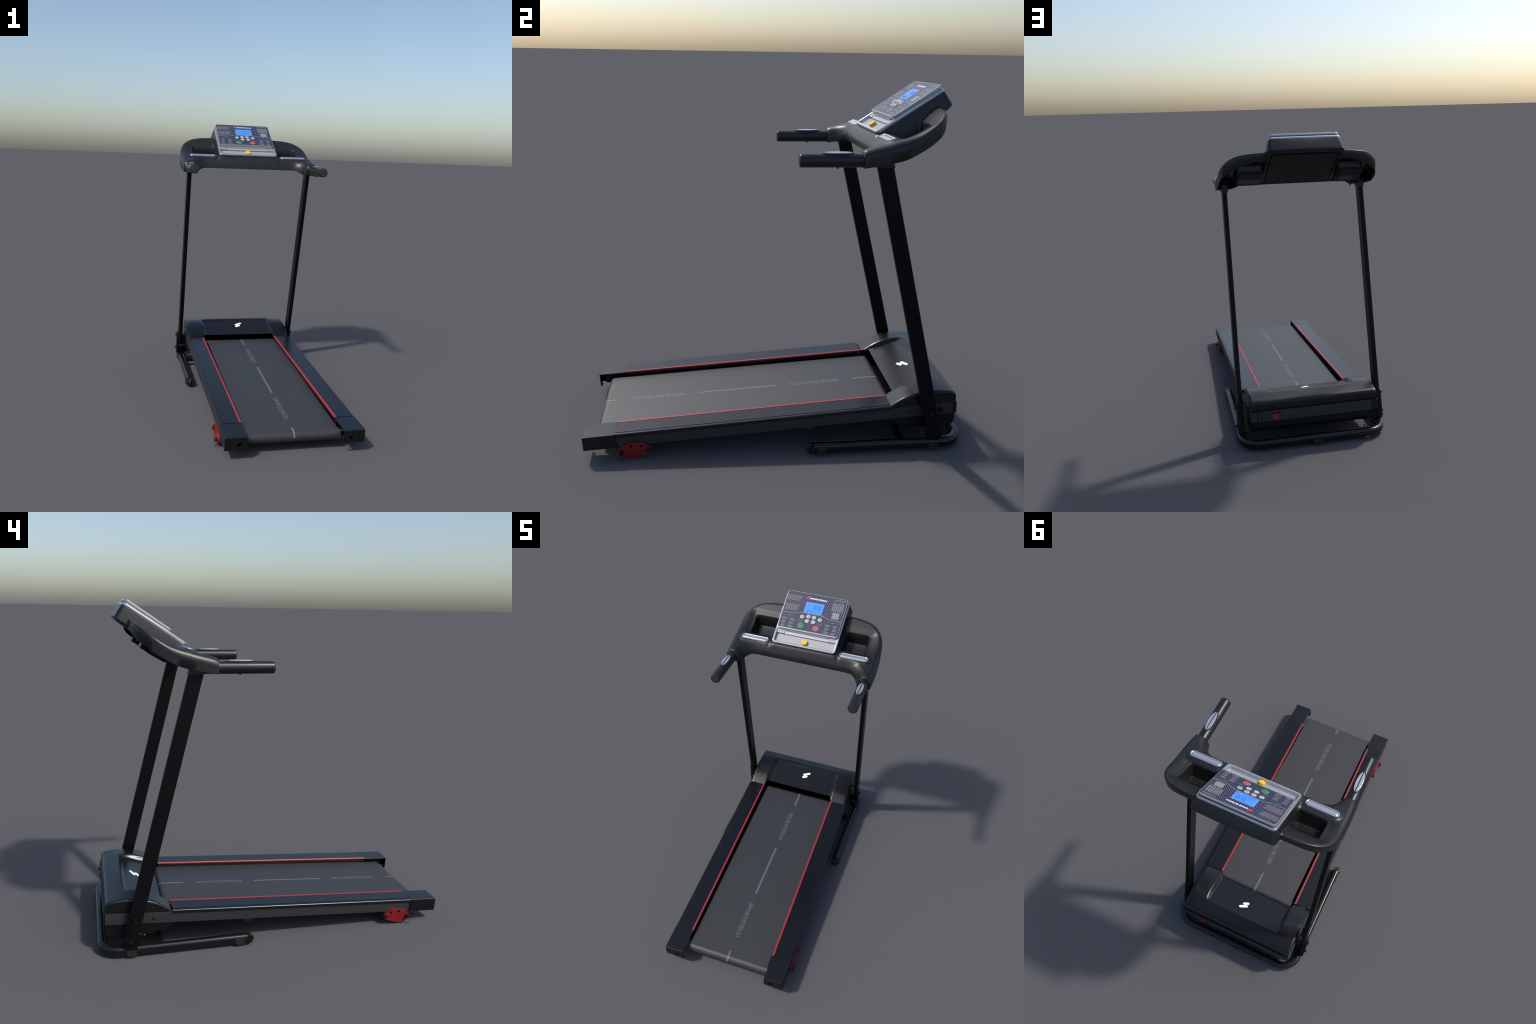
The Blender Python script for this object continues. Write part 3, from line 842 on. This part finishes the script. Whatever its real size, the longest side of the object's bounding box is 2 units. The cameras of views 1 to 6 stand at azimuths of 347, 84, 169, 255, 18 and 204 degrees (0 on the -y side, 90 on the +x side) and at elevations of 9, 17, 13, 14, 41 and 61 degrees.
# bottom hatched edge line
add("divider_line", box(-.190, .190, .0975, .0992, TOPN, TOPN + .0009), M["print_line"], PANEL, dsp, smooth=0)

def flat(name, bm, mat, smooth=0, par=None, kind=None):
    return add(name, bm, mat, PANEL, par or dsp, smooth=smooth, kind=kind)
# screen
flat("screen", box(-.0615, .0595, .2290, .3068, TOPN - .001, TOPN + .0007), M["lcd_edge"])
scr = flat("screen", box(-.0590, .0572, .2312, .3046, TOPN - .001, TOPN + .0010), M["lcd"])
def at(bm, z):
    for v in bm.verts:
        v.co.z += z
    return bm
def seg_digit(cx, cy, w, h, th, sh=0.12):
    parts = []
    def bar(x0, y0, x1, y1):
        dx, dy = x1 - x0, y1 - y0
        L = math.hypot(dx, dy)
        nx, ny = -dy / L * th / 2, dx / L * th / 2
        gx, gy = dx / L * th * .25, dy / L * th * .25
        pts = [(x0 + gx + nx, y0 + gy + ny), (x1 - gx + nx, y1 - gy + ny), (x1 - gx - nx, y1 - gy - ny), (x0 + gx - nx, y0 + gy - ny)]
        pts = [(cx + p[0] + sh * p[1], cy + p[1]) for p in pts]
        parts.append(prism(pts, 'z', TOPN + .0008, TOPN + .0014))
    a, b = w / 2, h / 2
    for q in ((-a, b, a, b), (-a, -b, a, -b), (-a, 0, -a, b), (-a, -b, -a, 0), (a, 0, a, b), (a, -b, a, 0)):
        bar(*q)
    return parts
flat("screen_digit", merge(*seg_digit(0.0035, 0.2765, .0135, .0225, .0035)), M["lcd_ink"], par=scr)
flat("screen_digit", merge(*seg_digit(0.0330, 0.2765, .0135, .0225, .0035)), M["lcd_ink"], par=scr)
flat("screen_digit", box(.0165, .0195, .2650, .2680, TOPN + .0008, TOPN + .0014), M["lcd_ink"], par=scr)
faint = []
for k in range(6):
    faint += seg_digit(-0.042 + k * 0.0108, 0.2400, .0055, .0105, .0016)
faint += seg_digit(0.050, 0.2395, .0045, .0090, .0016)
faint += [box(-.055, -.036, .2968, .2985, TOPN + .0008, TOPN + .0014), box(-.048, .054, .2515, .2523, TOPN + .0008, TOPN + .0013)]
for k in range(7):
    faint.append(box(-.047 + k * .0145, -.038 + k * .0145, .2540, .2556, TOPN + .0008, TOPN + .0013))
flat("screen_symbols", merge(*faint), M["lcd_faint"], par=scr, kind="stuff")

# brand line above the screen
flat("brand_lettering", at(text_mesh("SPORTSTECH", width=.117, height=.0108, bold=.035, shear=.28, thick=.0006, center=(.0115, .3350)), TOPN + .0002), M["white"])
for L, cx, cy in ((.0235, -.0575, .3435), (.0185, -.0615, .3335)):
    bm = prism(rrect(0, 0, L / 2, .0040, .0038, 6), 'z', TOPN - .0005, TOPN + .0008)
    bmesh.ops.rotate(bm, cent=(0, 0, 0), matrix=Matrix.Rotation(math.radians(27), 3, 'Z'), verts=bm.verts)
    bmesh.ops.translate(bm, vec=(cx, cy, 0), verts=bm.verts)
    flat("brand_mark", bm, M["logo_red"])

# buttons
def button(x, y, rx, ry, mat, n=.0016):
    rings = []
    for k, z in ((1, TOPN - .0005), (1, TOPN + n * .6), (.94, TOPN + n), (.6, TOPN + n * 1.1)):
        rings.append([(x + rx * k * math.cos(a), y + ry * k * math.sin(a), z) for a in np.linspace(0, 2 * math.pi, 28, endpoint=False)])
    return add("button", loft(rings), mat, PANEL, dsp, smooth=40)
B = {}
for nm, x, y in (("a", -.061, .196), ("b", -.021, .2040), ("c", .017, .2035), ("d", .059, .195)):
    B[nm] = button(x, y, .0145, .0132, M["button"])
for nm, body, x, y in (("a", "3", -.061, .196), ("b", "6", -.021, .2040), ("c", "9", .017, .2035), ("d", "12", .059, .195)):
    add("button_lettering", at(text_mesh(body, height=.009, bold=.02, thick=.0008, center=(x, y)), TOPN + .0014), M["button_ink"], PANEL, B[nm], smooth=0)
for x, y in ((-.068, .1648), (.0655, .1632)):
    ring = []
    bm = merge(prism(rrect(x, y, .0165, .0140, .0132, 8), 'z', TOPN, TOPN + .0012))
    o = flat("button", bm, M["button_ink"])
    flat("button", prism(rrect(x, y, .0148, .0123, .0116, 8), 'z', TOPN, TOPN + .0016), M["lower_print"])
    flat("button_lettering", box(x - .007, x + .007, y - .0025, y + .0025, TOPN, TOPN + .0019), M["button_ink"])
for x, y, d in ((-.0228, .1702, -1), (.0214, .1702, 1)):
    pts = []
    for k in range(25):
        a = math.radians(90 + 180 * k / 24) if d < 0 else math.radians(-90 + 180 * k / 24)
        pts.append((x + d * .0005 + .0135 * math.cos(a), y + .0125 * math.sin(a)))
    pts += [(x - d * .013, y - .0125), (x - d * .013, y + .0125)] if d < 0 else [(x - .013, y + .0125), (x - .013, y - .0125)]
    flat("button", prism(pts, 'z', TOPN, TOPN + .0016, .0004), M["button"])
flat("button_lettering", box(-.007, .006, .1690, .1712, TOPN, TOPN + .0010), M["button_ink"])
g = button(-.054, .1320, .0195, .0172, M["button"])
add("button", prism([(-.054 + .0178 * math.cos(a), .1320 + .0156 * math.sin(a)) for a in np.linspace(0, 2 * math.pi, 32, endpoint=False)], 'z', TOPN, TOPN + .0024), M["green"], PANEL, g, smooth=0)
add("button_lettering", at(text_mesh("START", width=.021, height=.0055, bold=.02, thick=.0004, center=(-.054, .132)), TOPN + .0022), M["green_ink"], PANEL, g, smooth=0)
g = button(.049, .1300, .0195, .0172, M["button"])
add("button", prism([(.049 + .0178 * math.cos(a), .1300 + .0156 * math.sin(a)) for a in np.linspace(0, 2 * math.pi, 32, endpoint=False)], 'z', TOPN, TOPN + .0024), M["stop"], PANEL, g, smooth=0)
add("button_lettering", at(text_mesh("STOP", width=.019, height=.0055, bold=.02, thick=.0004, center=(.049, .130)), TOPN + .0022), M["stop_ink"], PANEL, g, smooth=0)

# unreadably small print: rows of word-length bars
def text_rows(x0, x1, y_top, rows, pitch, hgt, wmin=.004, wmax=.011, center=False):
    out = []
    for r in range(rows):
        y = y_top - r * pitch
        x = x0 + (random.uniform(0, .006) if not center else random.uniform(0, .25) * (x1 - x0))
        xe = x1 - (random.uniform(0, .012) if not center else x - x0)
        while x < xe - .003:
            w = min(random.uniform(wmin, wmax), xe - x)
            out.append(box(x, x + w, y - hgt, y, TOPN, TOPN + .0008))
            x += w + random.uniform(.0014, .0022)
    return out
rows = []
rows += text_rows(-.198, -.100, .3395, 5, .0083, .0034)
rows += text_rows(-.196, -.098, .2755, 6, .0083, .0034)
for cx0 in (-.191, -.139, .101, .150):
    for y0 in (.1705, .1455, .1205):
        rows += text_rows(cx0, cx0 + .036, y0, 3, .0058, .0030, .005, .013, center=True)
for x0, x1, y in ((-.176, -.122, .1905), (.120, .174, .1880)):
    rows += [box(x0 - .02, x0 + .012, y - .0004, y + .0004, TOPN, TOPN + .0008), box(x1 - .012, x1 + .02, y - .0004, y + .0004, TOPN, TOPN + .0008), box(x0 + .014, x1 - .014, y - .0016, y + .0016, TOPN, TOPN + .0008)]
rows += text_rows(.116, .192, .3580, 2, .0072, .0028)
flat("small_print", merge(*rows), M["micro"], kind="stuff")
rows = []
for k in range(6):
    x0 = .1135 + k * .0128
    for r in range(11):
        y0 = .2735 + r * .0055
        w = random.uniform(.0070, .0092)
        rows.append(box(x0, x0 + w, y0, y0 + .0041, TOPN, TOPN + .0008))
flat("program_table", merge(*rows), M["micro"], kind="stuff")
# plain label below the table
flat("label", box(.1275, .1735, .2190, .2645, TOPN, TOPN + .0008), M["micro"])
add("warning_lettering", at(text_mesh("Cautions", width=.048, height=.0075, bold=.01, shear=.2, thick=.0006, center=(-.145, .3505)), TOPN + .0002), M["micro_red"], PANEL, dsp, smooth=0)
add("warning_lettering", at(text_mesh("Warnings", width=.052, height=.0080, bold=.01, shear=.2, thick=.0006, center=(-.1467, .2862)), TOPN + .0002), M["micro_red"], PANEL, dsp, smooth=0)
dots = [box(cx0 - .0035, cx0 - .0012, y0 - .003, y0 - .0007, TOPN, TOPN + .0009) for cx0 in (-.191, -.139, .101, .150) for y0 in (.1705, .1455, .1205)]
flat("program_marks", merge(*dots), M["micro_red"], kind="stuff")
